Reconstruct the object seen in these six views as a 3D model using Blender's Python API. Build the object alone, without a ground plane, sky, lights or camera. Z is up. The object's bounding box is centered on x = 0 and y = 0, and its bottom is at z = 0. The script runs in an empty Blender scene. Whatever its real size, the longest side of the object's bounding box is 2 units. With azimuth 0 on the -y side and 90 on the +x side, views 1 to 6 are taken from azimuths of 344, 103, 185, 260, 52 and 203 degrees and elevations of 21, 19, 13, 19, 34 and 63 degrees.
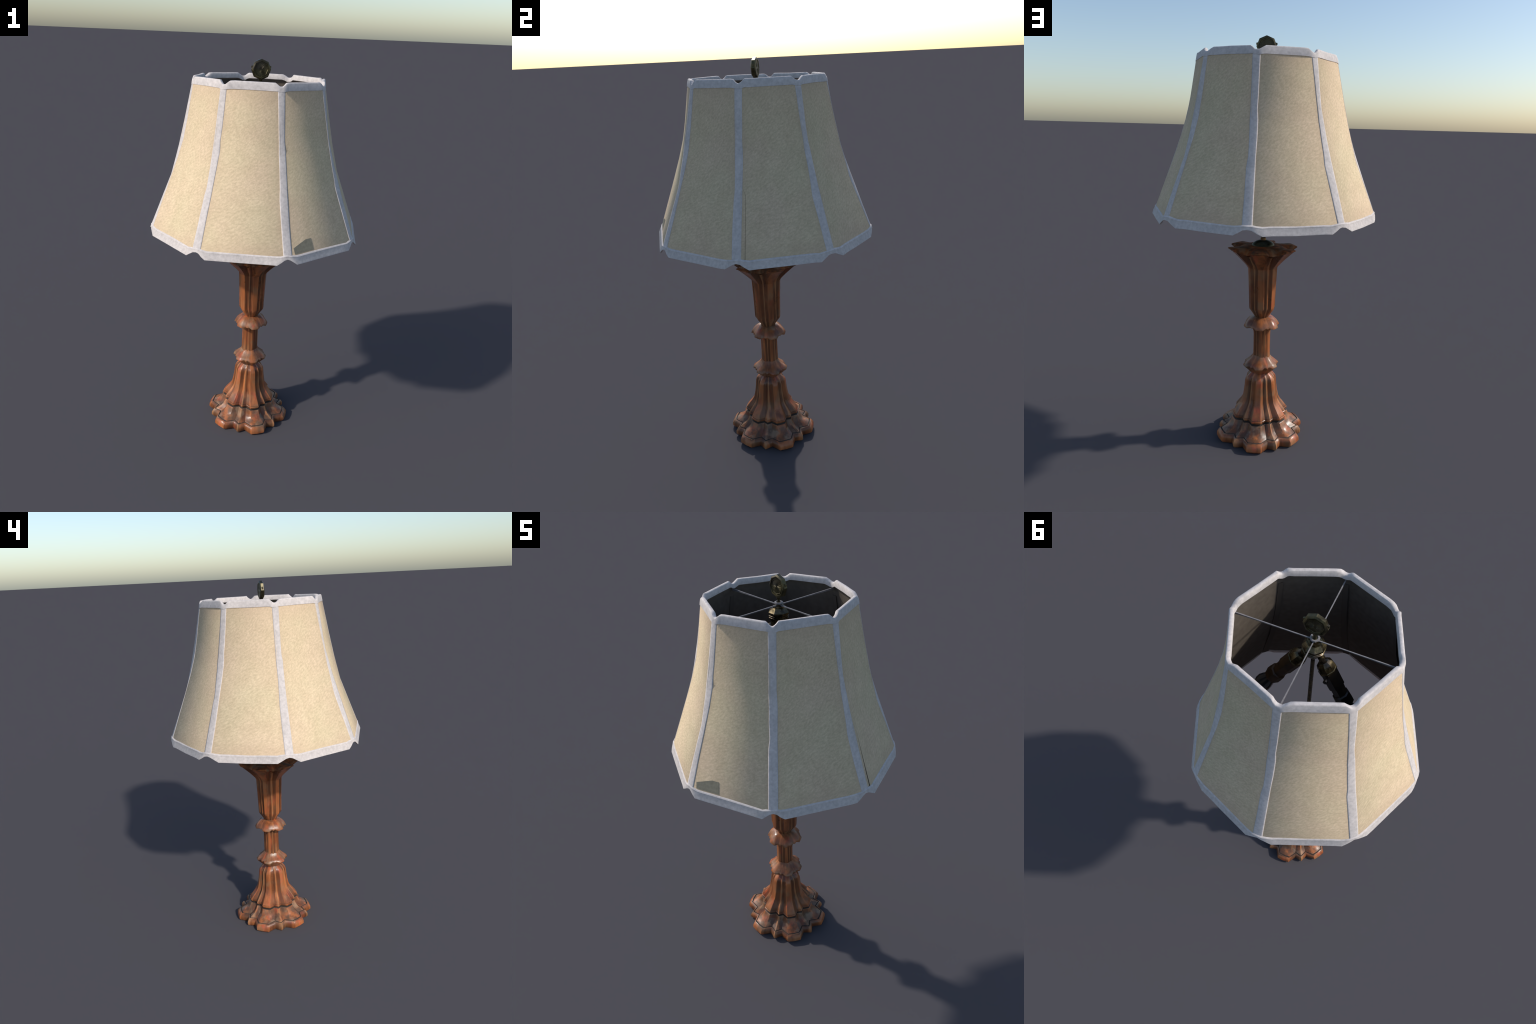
import bpy, bmesh, math, random
from math import sin, cos, radians, pi
from mathutils import Vector

random.seed(7)
AX = (-0.0055, 0.001)          # lamp axis in the frame
scene = bpy.context.scene

# ------------------------------------------------------------------ helpers
def P(r, az, z):
    """cylindrical point, azimuth 0 on -y, 90 on +x"""
    a = radians(az)
    return (r * sin(a), -r * cos(a), z)

def add(name, verts, faces, mats, parent=None, smooth=None, midx=None, recalc=True):
    me = bpy.data.meshes.new(name)
    me.from_pydata([tuple(v) for v in verts], [], faces)
    for m in (mats if isinstance(mats, (list, tuple)) else [mats]):
        me.materials.append(m)
    if midx:
        me.polygons.foreach_set('material_index', midx)
    if recalc:
        bm = bmesh.new(); bm.from_mesh(me)
        bmesh.ops.recalc_face_normals(bm, faces=bm.faces)
        bm.to_mesh(me); bm.free()
    me.update()
    if smooth is not None:
        me.shade_smooth()
        me.set_sharp_from_angle(angle=radians(smooth))
    ob = bpy.data.objects.new(name, me)
    scene.collection.objects.link(ob)
    if parent:
        ob.parent = parent
    return ob

def loft(rings, cap0=True, cap1=True, closed=True, groups=None):
    """skin a list of equally long rings; groups gives a material index per band"""
    n = len(rings[0])
    V = [p for r in rings for p in r]
    F, M = [], []
    for i in range(len(rings) - 1):
        for j in range(n if closed else n - 1):
            k = (j + 1) % n
            F.append((i * n + j, i * n + k, (i + 1) * n + k, (i + 1) * n + j))
            M.append(groups[i] if groups else 0)
    if cap0:
        F.append(tuple(range(n))); M.append(0)
    if cap1:
        F.append(tuple((len(rings) - 1) * n + j for j in range(n))); M.append(0)
    return V, F, M

def lathe(profile, n=8, phase=0.0, origin=(0, 0, 0), axis=(0, 0, 1)):
    """turned part: profile = [(distance along axis, radius)]"""
    q = Vector((0, 0, 1)).rotation_difference(Vector(axis).normalized())
    rings = []
    for t, r in profile:
        rings.append([tuple(Vector(origin) + q @ Vector(P(r, phase + 360 * j / n, t))) for j in range(n)])
    return loft(rings)

# ------------------------------------------------------------------ materials
class Mat:
    def __init__(self, name, rough=0.6, metal=0.0, spec=0.5):
        self.m = bpy.data.materials.new(name); self.m.use_nodes = True
        self.t = self.m.node_tree
        self.b = self.t.nodes['Principled BSDF']
        self.b.inputs['Roughness'].default_value = rough
        self.b.inputs['Metallic'].default_value = metal
        self.b.inputs['Specular IOR Level'].default_value = spec
        self.tc = self.t.nodes.new('ShaderNodeTexCoord')
        self.obj = self.tc.outputs['Object']
    def put(self, sock, v):
        if isinstance(v, bpy.types.NodeSocket): self.t.links.new(v, sock)
        elif v is not None: sock.default_value = v
    def mapping(self, scale, src=None):
        n = self.t.nodes.new('ShaderNodeMapping'); n.inputs['Scale'].default_value = scale
        self.put(n.inputs['Vector'], src or self.obj); return n.outputs[0]
    def noise(self, scale, detail=4, rough=0.55, vec=None, dist=0.0):
        n = self.t.nodes.new('ShaderNodeTexNoise')
        n.inputs['Scale'].default_value = scale; n.inputs['Detail'].default_value = detail
        n.inputs['Roughness'].default_value = rough; n.inputs['Distortion'].default_value = dist
        self.put(n.inputs['Vector'], vec or self.obj); return n.outputs['Fac']
    def ramp(self, fac, stops):
        n = self.t.nodes.new('ShaderNodeValToRGB'); e = n.color_ramp.elements
        e[0].position, e[0].color = stops[0][0], (*stops[0][1], 1)
        e[1].position, e[1].color = stops[-1][0], (*stops[-1][1], 1)
        for p, c in stops[1:-1]:
            x = e.new(p); x.color = (*c, 1)
        self.put(n.inputs[0], fac); return n.outputs[0]
    def mask(self, fac, lo, hi):
        n = self.t.nodes.new('ShaderNodeMapRange'); n.interpolation_type = 'SMOOTHSTEP'
        n.inputs[1].default_value = lo; n.inputs[2].default_value = hi
        self.put(n.inputs[0], fac); return n.outputs[0]
    def math(self, op, a, b=None):
        n = self.t.nodes.new('ShaderNodeMath'); n.operation = op
        self.put(n.inputs[0], a)
        if b is not None: self.put(n.inputs[1], b)
        return n.outputs[0]
    def mix(self, fac, a, b, mode='MIX'):
        n = self.t.nodes.new('ShaderNodeMix'); n.data_type = 'RGBA'; n.blend_type = mode
        self.put(n.inputs[0], fac)
        for s, v in ((n.inputs[6], a), (n.inputs[7], b)):
            self.put(s, (*v, 1) if isinstance(v, tuple) and len(v) == 3 else v)
        return n.outputs[2]
    def sep(self, src=None):
        n = self.t.nodes.new('ShaderNodeSeparateXYZ'); self.put(n.inputs[0], src or self.obj); return n.outputs
    def color(self, c):
        self.put(self.b.inputs['Base Color'], (*c, 1) if isinstance(c, tuple) else c); return self
    def bump(self, h, strength=0.3, dist=0.002):
        n = self.t.nodes.new('ShaderNodeBump'); n.inputs['Strength'].default_value = strength
        n.inputs['Distance'].default_value = dist
        self.put(n.inputs['Height'], h); self.t.links.new(n.outputs[0], self.b.inputs['Normal'])
    def rough(self, r):
        self.put(self.b.inputs['Roughness'], r)

def make_wood(name, grime=0.0, dull=False, occlusion=0.66, ridges=0.55):
    w = Mat(name, 0.36, 0, 0.15 if dull else 0.42)
    x, y, z = w.sep()
    ang = w.math('ARCTAN2', x, w.math('MULTIPLY', y, -1.0))
    # 0 on the middle of a lobe, 1 on the ridge of the small tip between two lobes
    ph = w.t.nodes.new('ShaderNodeMath'); ph.operation = 'PINGPONG'
    w.put(ph.inputs[0], w.math('MULTIPLY', ang, 6 / pi)); ph.inputs[1].default_value = 1.0
    ph = ph.outputs[0]
    streakvec = w.mapping((1, 1, 0.16))
    grain = w.noise(55, 5, 0.6, streakvec)
    streak = w.noise(26, 3, 0.5, streakvec)
    blot = w.noise(13, 3, 0.55)
    blot2 = w.noise(21, 3, 0.5, w.mapping((1, 1, 0.45)))
    base = w.ramp(streak, [(0.32, (0.170, 0.056, 0.023)), (0.46, (0.315, 0.102, 0.036)), (0.68, (0.425, 0.146, 0.050))])
    base = w.mix(w.math('MULTIPLY', w.mask(blot2, 0.54, 0.68), 0.60), base, (0.47, 0.088, 0.040))   # red rubs
    base = w.mix(w.math('MULTIPLY', w.mask(blot, 0.50, 0.66), 0.55), base, (0.27, 0.150, 0.075))    # tan wear
    # dark stain painted into the flutes as crevice shade, ragged along the grain
    pj = w.math('ADD', ph, w.math('MULTIPLY', w.math('SUBTRACT', streak, 0.5), 0.60))
    flute = w.math('MULTIPLY', w.mask(pj, 0.34, 0.43), w.mask(pj, 0.93, 0.84))
    big = w.noise(9, 3, 0.5, w.mapping((1, 1, 0.6)))
    amount = w.math('MULTIPLY', flute, w.mask(big, 0.22, 0.50))
    base = w.mix(w.math('MULTIPLY', amount, occlusion), base, (0.058, 0.024, 0.013))
    # rubbed tan ridge lines
    rj = w.math('ADD', ph, w.math('MULTIPLY', w.math('SUBTRACT', grain, 0.5), 0.08))
    base = w.mix(w.math('MULTIPLY', w.mask(rj, 0.90, 0.96), ridges), base, (0.37, 0.19, 0.085))
    if grime:
        g = w.noise(24, 4, 0.6, w.mapping((1, 1, 0.7)))
        base = w.mix(w.math('MULTIPLY', w.mask(g, 0.40, 0.60), grime), base, (0.090, 0.056, 0.036))
        g2 = w.noise(17, 3, 0.5, w.mapping((1.3, 1, 1)))
        base = w.mix(w.math('MULTIPLY', w.mask(g2, 0.52, 0.66), 0.55), base, (0.30, 0.20, 0.125))
    base = w.mix(0.35, base, w.ramp(grain, [(0.3, (0.45, 0.42, 0.40)), (0.7, (1.25, 1.2, 1.15))]), 'MULTIPLY')
    w.color(base)
    if dull: w.rough(0.75)
    else: w.rough(w.ramp(blot, [(0.35, (0.27,) * 3), (0.7, (0.46,) * 3)]))
    w.bump(w.math('ADD', grain, streak), 0.25, 0.002)
    return w.m

WOOD = make_wood('carved_wood')
WOOD_GRIMY = make_wood('grimy_carved_wood', 0.72)
WOOD_DULL = make_wood('dusty_dark_wood', 0.75, True, 0.2)
WOOD_COLLAR = make_wood('polished_wood', 0.35, False, 0.30, 0.18)
_g = Mat('groove_grime', 0.8); _g.color(_g.ramp(_g.noise(30), [(0.35, (0.022, 0.015, 0.011)), (0.7, (0.06, 0.04, 0.028))])); DARK_FILL = _g.m

def make_fabric():
    f = Mat('linen_fabric', 0.85, 0, 0.15)
    x, y, z = f.sep()
    ang = f.math('ARCTAN2', x, f.math('MULTIPLY', y, -1.0))
    u = f.math('MULTIPLY', ang, 0.43)
    cv = f.t.nodes.new('ShaderNodeCombineXYZ')
    f.put(cv.inputs[0], f.math('ADD', u, f.math('MULTIPLY', z, 0.55)))     # slanting slubs
    f.put(cv.inputs[1], f.math('SUBTRACT', z, f.math('MULTIPLY', u, 0.55)))
    slub = f.noise(1.0, 4, 0.62, f.mapping((55, 105, 1), cv.outputs[0]), 0.25)
    fine = f.noise(150, 4, 0.7)
    cloud = f.noise(4.5, 2, 0.5)
    mott = f.noise(16, 3, 0.55)
    c = f.ramp(cloud, [(0.34, (0.650, 0.506, 0.354)), (0.5, (0.645, 0.513, 0.350)), (0.68, (0.630, 0.518, 0.346))])
    c = f.mix(0.48, c, f.ramp(mott, [(0.3, (0.88, 0.87, 0.84)), (0.7, (1.08, 1.08, 1.08))]), 'MULTIPLY')
    c = f.mix(0.55, c, f.ramp(slub, [(0.33, (0.74, 0.725, 0.69)), (0.66, (1.17, 1.17, 1.16))]), 'MULTIPLY')
    c = f.mix(0.40, c, f.ramp(fine, [(0.32, (0.84, 0.83, 0.80)), (0.68, (1.12, 1.12, 1.12))]), 'MULTIPLY')
    # a ragged pinkish-brown tint on the cloth along the tapes
    pp = f.t.nodes.new('ShaderNodeMath'); pp.operation = 'PINGPONG'
    f.put(pp.inputs[0], f.math('MULTIPLY', ang, 8 / pi)); pp.inputs[1].default_value = 1.0
    wob = f.math('MULTIPLY', f.math('SUBTRACT', mott, 0.5), 0.10)
    near = f.mask(f.math('ADD', pp.outputs[0], wob), 0.24, 0.10)
    wz = f.math('ADD', z, f.math('MULTIPLY', wob, 0.5))
    rims = f.math('MAXIMUM', f.mask(wz, 1.80, 1.885), f.mask(wz, 1.27, 1.205))
    tint = f.math('MAXIMUM', near, rims)
    c = f.mix(f.math('MULTIPLY', tint, 0.30), c, (0.52, 0.375, 0.262))
    f.color(c)
    f.bump(f.math('ADD', fine, slub), 0.10, 0.0015)
    return f.m
FABRIC = make_fabric()

def make_tape():
    t = Mat('white_tape', 0.8, 0, 0.2)
    n = t.noise(70, 4, 0.6); m = t.noise(14, 3, 0.5)
    c = t.ramp(n, [(0.3, (0.50, 0.458, 0.436)), (0.55, (0.60, 0.550, 0.524)), (0.75, (0.67, 0.616, 0.588))])
    c = t.mix(0.5, c, t.ramp(m, [(0.3, (0.86, 0.86, 0.87)), (0.7, (1.06, 1.05, 1.05))]), 'MULTIPLY')
    t.color(c); t.bump(n, 0.25, 0.0015)
    return t.m
TAPE = make_tape()

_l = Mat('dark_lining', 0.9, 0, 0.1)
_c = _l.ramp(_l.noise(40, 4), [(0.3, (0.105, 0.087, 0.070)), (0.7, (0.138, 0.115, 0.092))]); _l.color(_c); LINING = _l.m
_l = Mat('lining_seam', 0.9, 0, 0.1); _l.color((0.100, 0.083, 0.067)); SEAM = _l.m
_p = Mat('patch_cloth', 0.85, 0, 0.15)
_p.color(_p.ramp(_p.noise(80, 4), [(0.3, (0.28, 0.245, 0.175)), (0.7, (0.36, 0.315, 0.225))])); PATCH = _p.m

def make_bronze(name, dark, mid, edge, rough=0.34, metal=0.85):
    b = Mat(name, rough, metal, 0.5)
    n = b.noise(38, 5, 0.6); n2 = b.noise(16, 3)
    c = b.ramp(n, [(0.32, dark), (0.52, mid), (0.72, edge)])
    c = b.mix(b.math('MULTIPLY', b.mask(n2, 0.48, 0.66), 0.5), c, tuple(0.6 * q for q in mid[:2]) + (0.65 * mid[1],))
    b.color(c); b.rough(b.ramp(n, [(0.3, (rough - 0.06,) * 3), (0.7, (rough + 0.16,) * 3)]))
    b.bump(n, 0.08, 0.001)
    return b.m
BRONZE = make_bronze('aged_bronze', (0.040, 0.032, 0.016), (0.085, 0.074, 0.040), (0.15, 0.12, 0.055), 0.38, 0.8)
BRASS = make_bronze('worn_brass', (0.045, 0.036, 0.018), (0.14, 0.112, 0.058), (0.26, 0.20, 0.095), 0.24, 0.92)
GILT = make_bronze('gilt_brass', (0.12, 0.075, 0.025), (0.30, 0.19, 0.07), (0.45, 0.30, 0.12), 0.3)
VERDIGRIS = make_bronze('green_bronze', (0.035, 0.040, 0.026), (0.075, 0.080, 0.052), (0.12, 0.12, 0.075), 0.45)
_s = Mat('steel_wire', 0.55, 0.0, 0.3); _s.color(_s.ramp(_s.noise(60), [(0.3, (0.17, 0.16, 0.16)), (0.7, (0.26, 0.248, 0.248))])); STEEL = _s.m
_k = Mat('black_phenolic', 0.35); _k.color(_k.ramp(_k.noise(30), [(0.35, (0.012, 0.010, 0.008)), (0.7, (0.045, 0.032, 0.02))])); BLACK = _k.m
_k = Mat('rusty_shell', 0.45, 0.3); _k.color(_k.ramp(_k.noise(28), [(0.35, (0.03, 0.016, 0.008)), (0.7, (0.10, 0.052, 0.020))])); RUST = _k.m
_k = Mat('smoked_bulb_glass', 0.12); _k.color((0.035, 0.042, 0.052)); BULB = _k.m  # blue-grey base colour carries the sky reflected in the glass

# ------------------------------------------------------------------ root
lamp = bpy.data.objects.new('table_lamp', None)
scene.collection.objects.link(lamp)
lamp.location = (AX[0], AX[1], 0)
lamp['label'] = 'carved six-lobed wooden table lamp with octagonal cream linen shade'
lamp['category'] = 'table lamp'

# ------------------------------------------------------------------ carved wooden stem
def ring6(z, R, kv=0.85, kt=0.93, a=9, v=20, dv=0.0, dt=0.0, split=0.0):
    """six broad lobes (flat ends of half angle a), six small tips between them,
    valleys at +-v; dv/dt lift the valleys and tips; split opens the crack at 200 deg"""
    pts = []
    for k in range(6):
        c = 60 * k + 210
        seq = [(30 - v, R * kv, dv), (30 - a, R, 0), (30, R * cos(radians(a)) * 1.012, 0), (30 + a, R, 0),
               (30 + v, R * kv, dv), (60, R * kt, dt)]
        for d, r, dz in seq:
            pts.append(P(r, c - 0 + d, z + dz))
    # start at the valley (az 210+10=220 -> index 0); the seam crack sits on a valley
    return pts

def turned(name, levels, mats=WOOD, smooth=48, groups=None, cap0=True, cap1=True, dx=0.0):
    V, F, M = loft([ring6(*l[:2], **(l[2] if len(l) > 2 else {})) for l in levels], cap0, cap1, groups=groups)
    V = [(x + dx, y, z) for x, y, z in V]
    return add(name, V, F, mats, lamp, smooth, M)

foot = dict(kv=0.83, kt=0.945, a=9, v=20)
turned('scalloped_foot', [
    (0.000, 0.222, foot), (0.010, 0.231, foot), (0.028, 0.230, foot), (0.043, 0.219, foot),
    (0.0465, 0.212, foot), (0.0440, 0.208, foot), (0.0470, 0.2045, foot),
    (0.053, 0.194, foot), (0.066, 0.172, dict(kv=.83, kt=.93)), (0.086, 0.156, dict(kv=.83, kt=.925)),
    (0.101, 0.150, dict(kv=.83, kt=.92)), (0.1055, 0.1465, dict(kv=.83, kt=.92)),
    (0.1075, 0.1375, dict(kv=.84, kt=.92)), (0.121, 0.1375, dict(kv=.84, kt=.92))],
    [WOOD_GRIMY, DARK_FILL, WOOD], 40, [2, 2, 2, 0, 1, 1, 0, 0, 0, 0, 0, 1, 1])
bell = dict(kv=0.835, kt=0.92)
turned('fluted_bell', [
    (0.1165, 0.1375, bell), (0.1180, 0.1465, bell), (0.126, 0.1480, bell), (0.1285, 0.1445, bell),
    (0.1300, 0.1445, bell), (0.1335, 0.1435, bell), (0.150, 0.131, bell), (0.175, 0.112, bell), (0.198, 0.0985, bell),
    (0.235, 0.0905, bell), (0.270, 0.0855, bell), (0.304, 0.0825, bell), (0.318, 0.079, bell), (0.331, 0.069, dict(kv=.86, kt=.94)),
    (0.344, 0.054, dict(kv=.9, kt=.96)), (0.352, 0.046, dict(kv=.95, kt=.98))],
    [WOOD, DARK_FILL], 42, [1, 0, 0, 1, 0, 0, 0, 0, 0, 0, 0, 0, 0, 0, 0])
c2 = dict(kv=0.90, kt=0.93, a=10, v=22)
turned('lower_collar', [
    (0.343, 0.046, dict(kv=.95, kt=.97)), (0.349, 0.054, c2), (0.362, 0.068, c2), (0.376, 0.082, dict(kv=.88, kt=.93, a=10, v=22, dv=.004, dt=.002)),
    (0.386, 0.0930, dict(kv=.86, kt=.92, a=11, v=22, dv=.006, dt=.003)), (0.391, 0.0925, dict(kv=.86, kt=.92, a=11, v=22, dv=.006, dt=.003)),
    (0.404, 0.077, c2), (0.418, 0.061, c2), (0.432, 0.049, c2), (0.442, 0.044, c2)], mats=WOOD_COLLAR, smooth=55)
th = dict(kv=0.88, kt=0.95)
turned('thin_column', [(0.430, 0.0455, th), (0.45, 0.0445, th), (0.50, 0.0440, th), (0.556, 0.0440, th),
                       (0.572, 0.0455, th), (0.590, 0.053, th), (0.60, 0.05, th)], smooth=48, dx=-.003)
c1 = dict(kv=0.89, kt=0.92, a=12, v=23)
turned('upper_collar', [
    (0.592, 0.052, dict(kv=.9, kt=.93)), (0.597, 0.080, dict(kv=.90, kt=.92, a=12, v=23, dv=.006, dt=.003)),
    (0.5985, 0.0920, dict(kv=.89, kt=.92, a=12, v=23, dv=.007, dt=.004)),
    (0.6035, 0.0920, dict(kv=.89, kt=.92, a=12, v=23, dv=.006, dt=.003)), (0.616, 0.0855, c1), (0.630, 0.075, c1),
    (0.641, 0.062, c1), (0.648, 0.050, dict(kv=.95, kt=.97)), (0.649, 0.036, dict(kv=.97, kt=.98))], mats=WOOD_COLLAR, smooth=55)
col = dict(kv=0.86, kt=0.925, a=10, v=20)
turned('fluted_column', [
    (0.645, 0.034, dict(kv=.92, kt=.96)), (0.652, 0.0385, dict(kv=.92, kt=.96)), (0.672, 0.052, dict(kv=.89, kt=.94)), (0.693, 0.0665, col), (0.705, 0.0675, col),
    (0.76, 0.0690, col), (0.83, 0.0715, col), (0.895, 0.0745, col), (0.908, 0.0755, col)], smooth=48, cap1=False, dx=-.001)
turned('flared_cup', [
    (0.906, 0.0754, col), (0.922, 0.086, dict(kv=.80, kt=.88, a=11, v=20)), (0.950, 0.112, dict(kv=.765, kt=.84, a=13, v=20.5)),
    (0.978, 0.141, dict(kv=.715, kt=.765, a=14.5, v=21, dv=-.004, dt=-.006)),
    (1.000, 0.1650, dict(kv=.69, kt=.73, a=15.5, v=21.5, dv=-.018, dt=-.024)),
    (1.001, 0.160, dict(kv=.69, kt=.71, a=15.5, v=21.5, dv=-.018, dt=-.024)),
    (0.985, 0.120, dict(kv=.7, kt=.75, a=14, v=21, dv=-.01, dt=-.014)),
    (0.965, 0.090, dict(kv=.7, kt=.75, a=14, v=21))],
    smooth=48, cap0=False)
# petalled drip dish lying on the cup: curls over each petal, droops between them
turned('petalled_dish', [
    (0.990, 0.100, dict(kv=.9, kt=.95, a=14, v=21)), (1.000, 0.160, dict(kv=.74, kt=.74, a=15, v=21, dv=-.016, dt=-.020)),
    (1.002, 0.171, dict(kv=.74, kt=.735, a=15, v=21, dv=-.016, dt=-.019)),
    (1.006, 0.1755, dict(kv=.75, kt=.745, a=14, v=21, dv=-.015, dt=-.018)),
    (1.0100, 0.172, dict(kv=.755, kt=.75, a=13, v=21, dv=-.014, dt=-.015)),
    (1.0125, 0.156, dict(kv=.79, kt=.79, a=12.5, v=21, dv=-.011, dt=-.012)),
    (1.0135, 0.128, dict(kv=.88, kt=.89, a=12, v=21, dv=-.005, dt=-.006)),
    (1.0165, 0.095, dict(kv=.98, kt=.99)), (1.0210, 0.052, dict(kv=.99, kt=1))], WOOD_DULL, smooth=40)

V, F, M = lathe([(1.012, .0585), (1.020, .0575), (1.030, .050), (1.039, .036), (1.044, .020), (1.045, .010)], 16)
add('domed_bronze_cap', V, F, VERDIGRIS, lamp, 50)
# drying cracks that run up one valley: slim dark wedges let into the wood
def crack(az, pts):
    rr = []
    for z, r, w in pts:
        da = math.degrees(w / r)
        rr.append([P(r + .0012, az - da, z), P(r + .0012, az + da, z), P(r - .008, az + da * .4, z), P(r - .008, az - da * .4, z)])
    V, F, M = loft(rr)
    add('drying_crack', V, F, DARK_FILL, lamp, 20)
crack(200, [(0.012, .1905, .0006), (0.043, .1815, .0012), (0.054, .1605, .0010), (0.066, .1430, .0014), (0.086, .1300, .0020), (0.101, .1245, .0032), (0.104, .1225, .0040)])
crack(200, [(0.130, .1205, .0008), (0.150, .1095, .0006), (0.198, .0825, .0008), (0.235, .0755, .0010), (0.29, .0700, .0004)])
crack(197.5, [(0.935, .0800, .0004), (0.955, .0885, .0018), (0.978, .0960, .0034)])
crack(199, [(0.618, .0745, .0004), (0.634, .0620, .0010), (0.643, .0540, .0016)])
V, F, M = lathe([(1.03, .0092), (1.815, .0082)], 8)
add('centre_rod', V, F, BRASS, lamp, 30)
V, F, M = lathe([(1.042, .0130), (1.056, .0130), (1.060, .0095)], 8)
add('rod_nut', V, F, GILT, lamp, 30)

# ------------------------------------------------------------------ socket cluster
V, F, M = lathe([(1.792, .016), (1.806, .034), (1.818, .041), (1.823, .0445), (1.8265, .0445), (1.828, .0425), (1.830, .0425),
                 (1.8315, .0450), (1.835, .0450), (1.8365, .0430), (1.8385, .0430), (1.840, .0455), (1.848, .0455),
                 (1.8655, .031), (1.866, .027), (1.8675, .027), (1.8715, .026), (1.8725, .0135), (1.884, .0135)], 8, 22.5)
cluster = add('socket_cluster', V, F, BRASS, lamp, 28)

def socket(az, tilt, shell_mat, reach=0.0):
    d = Vector(P(cos(radians(tilt)), az, -sin(radians(tilt))))
    o = Vector((0, 0, 1.850))
    V, F, M = lathe([(0.030, .009), (0.060, .010), (0.063, .0145), (0.073, .0145), (0.076, .011), (0.083, .011), (0.085, .020),
                     (0.096, .0310), (0.112, .0350), (0.124, .0355), (0.126, .0375), (0.131, .0375), (0.133, .0345)], 8, 22.5, o, d)
    s = add('lamp_socket', V, F, BRASS, cluster, 30)
    V, F, M = lathe([(0.132, .0345), (0.215, .0345), (0.218, .0300), (0.262, .0285), (0.266, .0345), (0.300, .0365), (0.318, .0365), (0.320, .027)], 8, 22.5, o, d)
    add('socket_shell', V, F, shell_mat, s, 30)
    V, F, M = lathe([(0.312, .019), (0.335, .023), (0.362 + reach, .033), (0.390 + reach, .0385), (0.412 + reach, .034), (0.430 + reach, .020), (0.436 + reach, .005)], 12, 0, o, d)
    add('light_bulb', V, F, BULB, s, 60)
    side = d.cross(Vector((0, 0, 1))).normalized()      # turn key sticking out sideways
    V, F, M = lathe([(0.026, .0045), (0.040, .0045), (0.0405, .009), (0.050, .009), (0.051, .004)], 8, 0, o + d * 0.150, side)
    add('turn_key', V, F, BLACK, s, 40)

socket(90, 59, RUST, .012)
socket(270, 61.5, BLACK)

# ------------------------------------------------------------------ spider holding the shade
V, F, M = lathe([(1.8815, .0175), (1.8815, .019), (1.8875, .019), (1.8875, .0125), (1.8835, .0125)], 8, 22.5)
spider = add('spider_ring', V, F, STEEL, lamp, 30)
for k in range(4):
    # each arm is a blade that deepens towards the rim
    c, t = Vector(P(1, 90 * k, 0)), Vector(P(1, 90 * k + 90, 0))
    rr = []
    for r, w, zt, zb in ((.0125, .0020, 1.8773, 1.8728), (.12, .0019, 1.8768, 1.8730), (.24, .0020, 1.8768, 1.8708), (.327, .0024, 1.8770, 1.8672)):
        rr.append([tuple(c * r - t * w + Vector((0, 0, zt))), tuple(c * r + t * w + Vector((0, 0, zt))),
                   tuple(c * r + t * w * .7 + Vector((0, 0, zb))), tuple(c * r - t * w * .7 + Vector((0, 0, zb)))])
    V, F, M = loft(rr)
    add('spider_wire', V, F, STEEL, spider, 60)

# ------------------------------------------------------------------ finial
V, F, M = lathe([(1.878, .0065), (1.897, .0055), (1.902, .008), (1.912, .010)], 8)
finial = add('finial_stem', V, F, BRONZE, lamp, 40)
def octa(y, r):
    return [(r * sin(2 * pi * j / 8), y, 1.9525 + r * cos(2 * pi * j / 8)) for j in range(8)]
prof = [(-.0095, .0300), (-.0105, .0310), (-.0105, .0335), (-.0085, .0342), (-.0085, .0365), (-.0115, .0375), (-.0115, .0415), (-.0070, .0480)]
prof = [(-.0092, .004)] + prof
rings = [octa(y, r) for y, r in prof] + [octa(-y, r) for y, r in reversed(prof)]
V, F, M = loft(rings)
disc = add('finial_disc', V, F, BRONZE, finial, 30)
for s in (1, -1):   # raised sunburst on both faces
    VV, FF = [], []
    for j in range(20):
        a = 2 * pi * j / 20
        dx, dz = sin(a), cos(a)
        tx, tz = cos(a), -sin(a)
        b = len(VV)
        for r, w, h in ((.006, .0008, .0005), (.026, .0022, .0005)):
            for e, hh in ((-w, 0), (0, .0009), (w, 0)):
                VV.append((dx * r + tx * e, s * (.0090 + hh), 1.9525 + dz * r + tz * e))
        FF += [(b, b + 1, b + 4, b + 3), (b + 1, b + 2, b + 5, b + 4), (b, b + 3, b + 5, b + 2), (b, b + 2, b + 1), (b + 3, b + 4, b + 5)]
    add('sunburst_relief', VV, FF, BRONZE, finial, 30)
for s in (1, -1):   # little leaf-shaped lugs on the edge
    VV = [(s * .040, y, z) for y in (-.005, .005) for z in (1.956, 1.970)] + \
         [(s * .0490, y, z) for y in (-.003, .003) for z in (1.9600, 1.968)]
    FF = [(0, 1, 3, 2), (4, 5, 7, 6), (0, 1, 5, 4), (2, 3, 7, 6), (0, 2, 6, 4), (1, 3, 7, 5)]
    add('finial_lug', VV, FF, BRONZE, finial, 20)

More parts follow.
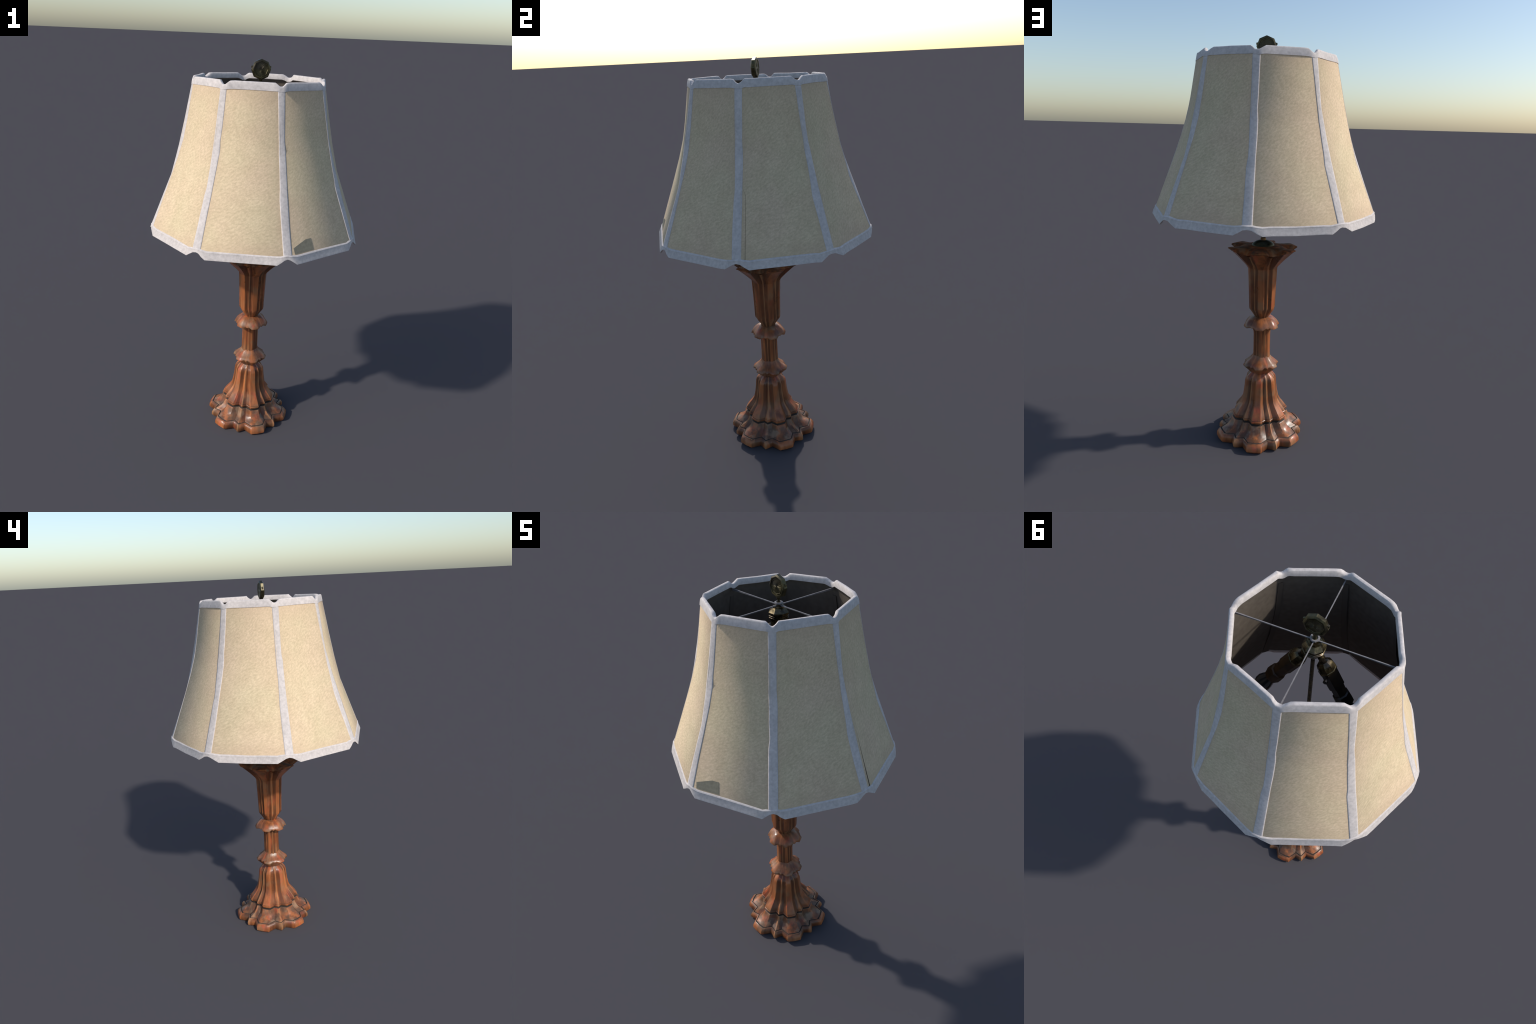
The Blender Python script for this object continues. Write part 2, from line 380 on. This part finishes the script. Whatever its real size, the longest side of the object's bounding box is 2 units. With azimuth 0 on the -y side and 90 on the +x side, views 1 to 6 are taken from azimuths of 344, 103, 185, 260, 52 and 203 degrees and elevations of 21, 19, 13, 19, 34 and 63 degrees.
# ------------------------------------------------------------------ octagonal shade
PROF = [(1.885, .3355), (1.80, .3500), (1.72, .3640), (1.64, .3810), (1.545, .4115), (1.455, .4445), (1.33, .4920), (1.200, .5415)]
PROF_FAR = [(1.885, .3355), (1.72, .3710), (1.60, .3990), (1.455, .4385), (1.33, .4900), (1.200, .5430)]
def along(prof, z):
    pairs = list(zip(prof, prof[1:]))
    for (z0, r0), (z1, r1) in pairs:
        if z >= z1: break
    return r0 + (r1 - r0) * (z - z0) / (z1 - z0)
def Rz(z, t=0.0):
    """corner radius at height z; each cloth bends at one height along the edge it starts from
    (t = 0) and lower down along the edge it ends at (t = 1)"""
    return along(PROF, z) * (1 - t) + along(PROF_FAR, z) * t
C225 = cos(radians(22.5))
def strap_w(z):
    return 0.0150 + (1.885 - z) * 0.0072          # half width of the seam straps
def onpanel(R, d, z=None):
    """radius of the flat octagon side whose corner radius is R, d degrees from the corner;
    the corner itself is cut flat over the width of the seam strap"""
    d = abs((d + 22.5) % 45 - 22.5)
    flat = R * C225 / cos(radians(22.5 - d))
    w = strap_w(z if z is not None else 1.6)
    dl = math.degrees(math.atan(w / R))
    if d < dl:
        flat = R * C225 / cos(radians(22.5 - dl)) * cos(radians(dl)) / cos(radians(d))
    return flat

# dark lining, closed thin shell
def octring(off, zs):
    rows = []
    for z in zs:
        row = []
        dl = math.degrees(math.atan(strap_w(z) / Rz(z)))
        for k in range(8):
            for d, t in ((-dl, 1), (dl, 0), (22.5, .5)):
                row.append(P(onpanel(Rz(z, t) + off, d, z), 45 * k + d, z))
        rows.append(row)
    return rows
zs = [1.890, 1.84, 1.78, 1.72, 1.64, 1.60, 1.545, 1.50, 1.455, 1.33, 1.196]
rows_in = octring(-.0062, zs); rows_out = octring(-.0034, zs)
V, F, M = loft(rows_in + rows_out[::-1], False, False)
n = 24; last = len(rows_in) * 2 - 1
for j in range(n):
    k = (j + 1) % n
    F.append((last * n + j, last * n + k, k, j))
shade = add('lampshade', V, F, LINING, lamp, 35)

# eight cloth panels; normals flow round the corners so light fades across them
PZ = [1.892, 1.84, 1.78, 1.72, 1.64, 1.60, 1.545, 1.50, 1.455, 1.40, 1.33, 1.26, 1.197]
def slope(z):
    return (Rz(z - .02) - Rz(z + .02)) / .04
for k in range(8):
    N = 33
    V, nor = [], []
    for inner in (0, 1):
        for z in PZ:
            dl = math.degrees(math.atan((strap_w(z) - .006) / Rz(z)))
            for j in range(N):
                a0 = 45 * k + dl
                if k == 2:                              # split seam opening beside one strap
                    a0 += 2.66 * min(1, max(0, (1.50 - z) / .045))
                az = a0 + (45 * k + 45 - dl - a0) * j / (N - 1)
                r = onpanel(Rz(z, j / (N - 1)) - (.003 if inner else 0), az, z)
                if k == 2:                              # the cloth stands off beside the split
                    r += .0045 * min(1, max(0, (1.47 - z) / .25)) * (1 - j / (N - 1)) ** 2
                V.append(P(r, az, z))
                s = math.atan(slope(z))
                nn = Vector(P(cos(s), az, sin(s)))
                nor.append(-nn if inner else nn)
    F, L = [], len(PZ)
    for i in range(L - 1):
        for j in range(N - 1):
            a = i * N + j
            F.append((a, a + N, a + N + 1, a + 1))
            b = a + L * N
            F.append((b, b + 1, b + N + 1, b + N))
    edge = [(i * N, (i + 1) * N) for i in range(L - 1)] + [((i + 1) * N + N - 1, i * N + N - 1) for i in range(L - 1)] + \
           [(j + 1, j) for j in range(N - 1)] + [((L - 1) * N + j, (L - 1) * N + j + 1) for j in range(N - 1)]
    for a, b in edge:
        F.append((a, a + L * N, b + L * N, b))
    ob = add('shade_panel', V, F, FABRIC, shade, None)
    me = ob.data
    me.shade_smooth()
    me.normals_split_custom_set_from_vertices([tuple(v) for v in nor])
    if k == 2:                                          # narrow strip of cloth left beside the split
        rr = []
        for z, w in [(1.50, .02), (1.455, 2.52), (1.40, 2.50), (1.33, 2.49), (1.26, 2.49), (1.197, 2.49)]:
            dl = math.degrees(math.atan((strap_w(z) - .006) / Rz(z)))
            rr.append([P(onpanel(Rz(z), 90 + dl + e, z) + h, 90 + dl + e, z) for e, h in ((0, 0.0004), (w, 0.0004), (w, -.003), (0, -.003))])
        V2, F2, _ = loft(rr)
        add('split_edge', V2, F2, FABRIC, shade, 30)

# seam straps with their little kinks
def strap_ring(k, z, lo, hi, h):
    az0 = 45 * k
    out = []
    for f, hh in ((0, -.005), (0, h * .5), (.13, h), (.5, h * 1.5), (.87, h), (1, h * .5), (1, -.005)):
        R = Rz(z, 1 - f)
        d = math.degrees((lo + (hi - lo) * f) / R)
        out.append(P(onpanel(R, d, z) + hh, az0 + d, z))
    return out
srnd = random.Random(11)
for k in range(8):
    j = lambda a=.0012: srnd.uniform(-a, a)
    # (height, edge towards lower azimuth, edge towards higher azimuth): each edge steps out once
    W = [(1.884, -.0168 + j(), .0160 + j()), (1.80, -.0162, .0155), (1.72, -.0160, .0148), (1.668 + j(.012), -.0158 + j(), .0142 + j()),
         (1.622 + j(.008), -.0160 + j(), .0182 + j()), (1.599, -.0161, .0182), (1.545, -.0162 + j(), .0180 + j()), (1.478 + j(.006), -.0160 + j(), .0178),
         (1.4545, -.0180, .0180), (1.434 + j(.006), -.0208 + j(), .0186), (1.33, -.0208 + j(), .0198 + j()), (1.207, -.0205 + j(), .0212 + j())]
    rings = [strap_ring(k, z, lo, hi, .0009) for z, lo, hi in W]
    V, F, M = loft(rings)
    st = add('seam_strap', V, F, TAPE, shade, None)
    nor = []
    for z, lo, hi in W:
        sl = math.atan(slope(z))
        for tilt in (-80, -52, -6, 0, 6, 52, 80):          # rolled edges
            nor.append(P(cos(sl), 45 * k + tilt, sin(sl)))
    st.data.shade_smooth()
    st.data.normals_split_custom_set_from_vertices(nor)
    # lining side of the seam
    rr = []
    for z in zs[1:]:
        R = min(Rz(z, 0), Rz(z, 1)) - .0074
        rr.append([P(onpanel(R, d, z) + h, 45 * k + d, z) for d, h in ((-1.8, .0012), (-1.8, -.0006), (0, -.001), (1.8, -.0006), (1.8, .0012))])
    V, F, M = loft(rr)
    add('lining_seam_tape', V, F, SEAM, shade, 40)

# tape round the rims: a section carried along the notched octagon
def rim(name, section, reach, mid):
    """reach: how far the notch runs to either side of each corner, in degrees;
    section(lift) gives the tape's outline as (corner radius, height)"""
    rings = []
    jr = random.Random(name)
    for k in range(8):
        lo, hi = reach[k]
        marks = [(-lo * q, l) for q, l in ((1.6, 1), (1, 1), (.66, .58), (.30, .12))] + [(0, 0)] + \
                [(hi * q, l) for q, l in ((.30, .12), (.66, .58), (1, 1), (1.6, 1))] + [(22.5, mid)]
        for d, lift in marks:
            jz, jR = jr.uniform(-.0013, .0013), jr.uniform(-.0006, .0008)
            if name == 'bottom_trim' and k == 2 and d > 2:
                jR += .0050 * (1 - d / 45)
            rings.append([P(onpanel(R + jR, d, z), 45 * k + d, z + jz) for R, z in section(lift)])
    n = len(rings[0]); m = len(rings)
    V = [p for r in rings for p in r]
    F = [(i * n + j, ((i + 1) % m) * n + j, ((i + 1) % m) * n + (j + 1) % n, i * n + (j + 1) % n) for i in range(m) for j in range(n)]
    return add(name, V, F, TAPE, shade, 38)

def top_sec(l):
    zt = 1.9000 + .0170 * l            # notch drops
    zi = 1.880 + .011 * l
    lo = 1.8795 + .0035 * l
    return [(Rz(lo) + .000, lo - .001), (Rz(lo) + .0022, lo), (Rz(1.891) + .0024, 1.891),
            (Rz(zt - .005) + .0022, zt - .006), (Rz(zt) + .0012, zt - .0015), (Rz(zt) - .0010, zt),
            (Rz(zt) - .0085, zt + .0004), (Rz(zt) - .0135, zt - .0015), (Rz(zt) - .0165, zt - .007), (Rz(zt) - .0165, zi), (Rz(zt) - .011, zi - .001)]
rim('top_trim', top_sec, [(4.4, 4.6), (4.7, 4.2), (4.2, 4.6), (4.7, 7.0), (4.9, 6.8), (5.1, 5.0), (4.7, 4.7), (4.4, 4.6)], .97)

def bot_sec(l):
    zb = 1.1885 - .0255 * l
    up = 1.2085 - .0075 * l
    f = .0045 * l
    return [(Rz(up) - .0005, up + .0005), (Rz(up) + .0034, up - .001), (Rz(up - .006) + .0046, up - .0055), (Rz(up - .009) + .0030, up - .0085),
            (Rz(zb + .006) + .0026 + f, zb + .006), (Rz(zb + .002) + .0015 + f, zb + .0012), (Rz(zb) - .004 + f, zb), (Rz(zb) - .008 + f * .5, zb + .003),
            (Rz(1.197) - .009, 1.201)]
rim('bottom_trim', bot_sec, [(5.2, 4.7), (4.9, 5.2), (5.4, 5.9), (5.5, 8.0), (5.9, 6.8), (5.8, 6.9), (6.2, 5.9), (5.6, 5.1)], 1.03)

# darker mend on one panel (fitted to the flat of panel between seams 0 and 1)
def onflat(t, z, off):
    """t metres sideways from the middle of the panel"""
    ap = Rz(z) * cos(radians(22.5)) + off
    c, s = cos(radians(22.5)), sin(radians(22.5))
    return (s * ap + c * t, -c * ap + s * t, z)
out = [(-.166, 1.207), (-.168, 1.233), (-.090, 1.258), (-.059, 1.258), (-.051, 1.207)]
V = [onflat(t, z, .0012) for t, z in out] + [onflat(t, z, -.001) for t, z in out]
F = [(0, 1, 2, 3, 4), (5, 6, 7, 8, 9)] + [(i, (i + 1) % 5, 5 + (i + 1) % 5, 5 + i) for i in range(5)]
add('cloth_patch', V, F, PATCH, shade, 20)
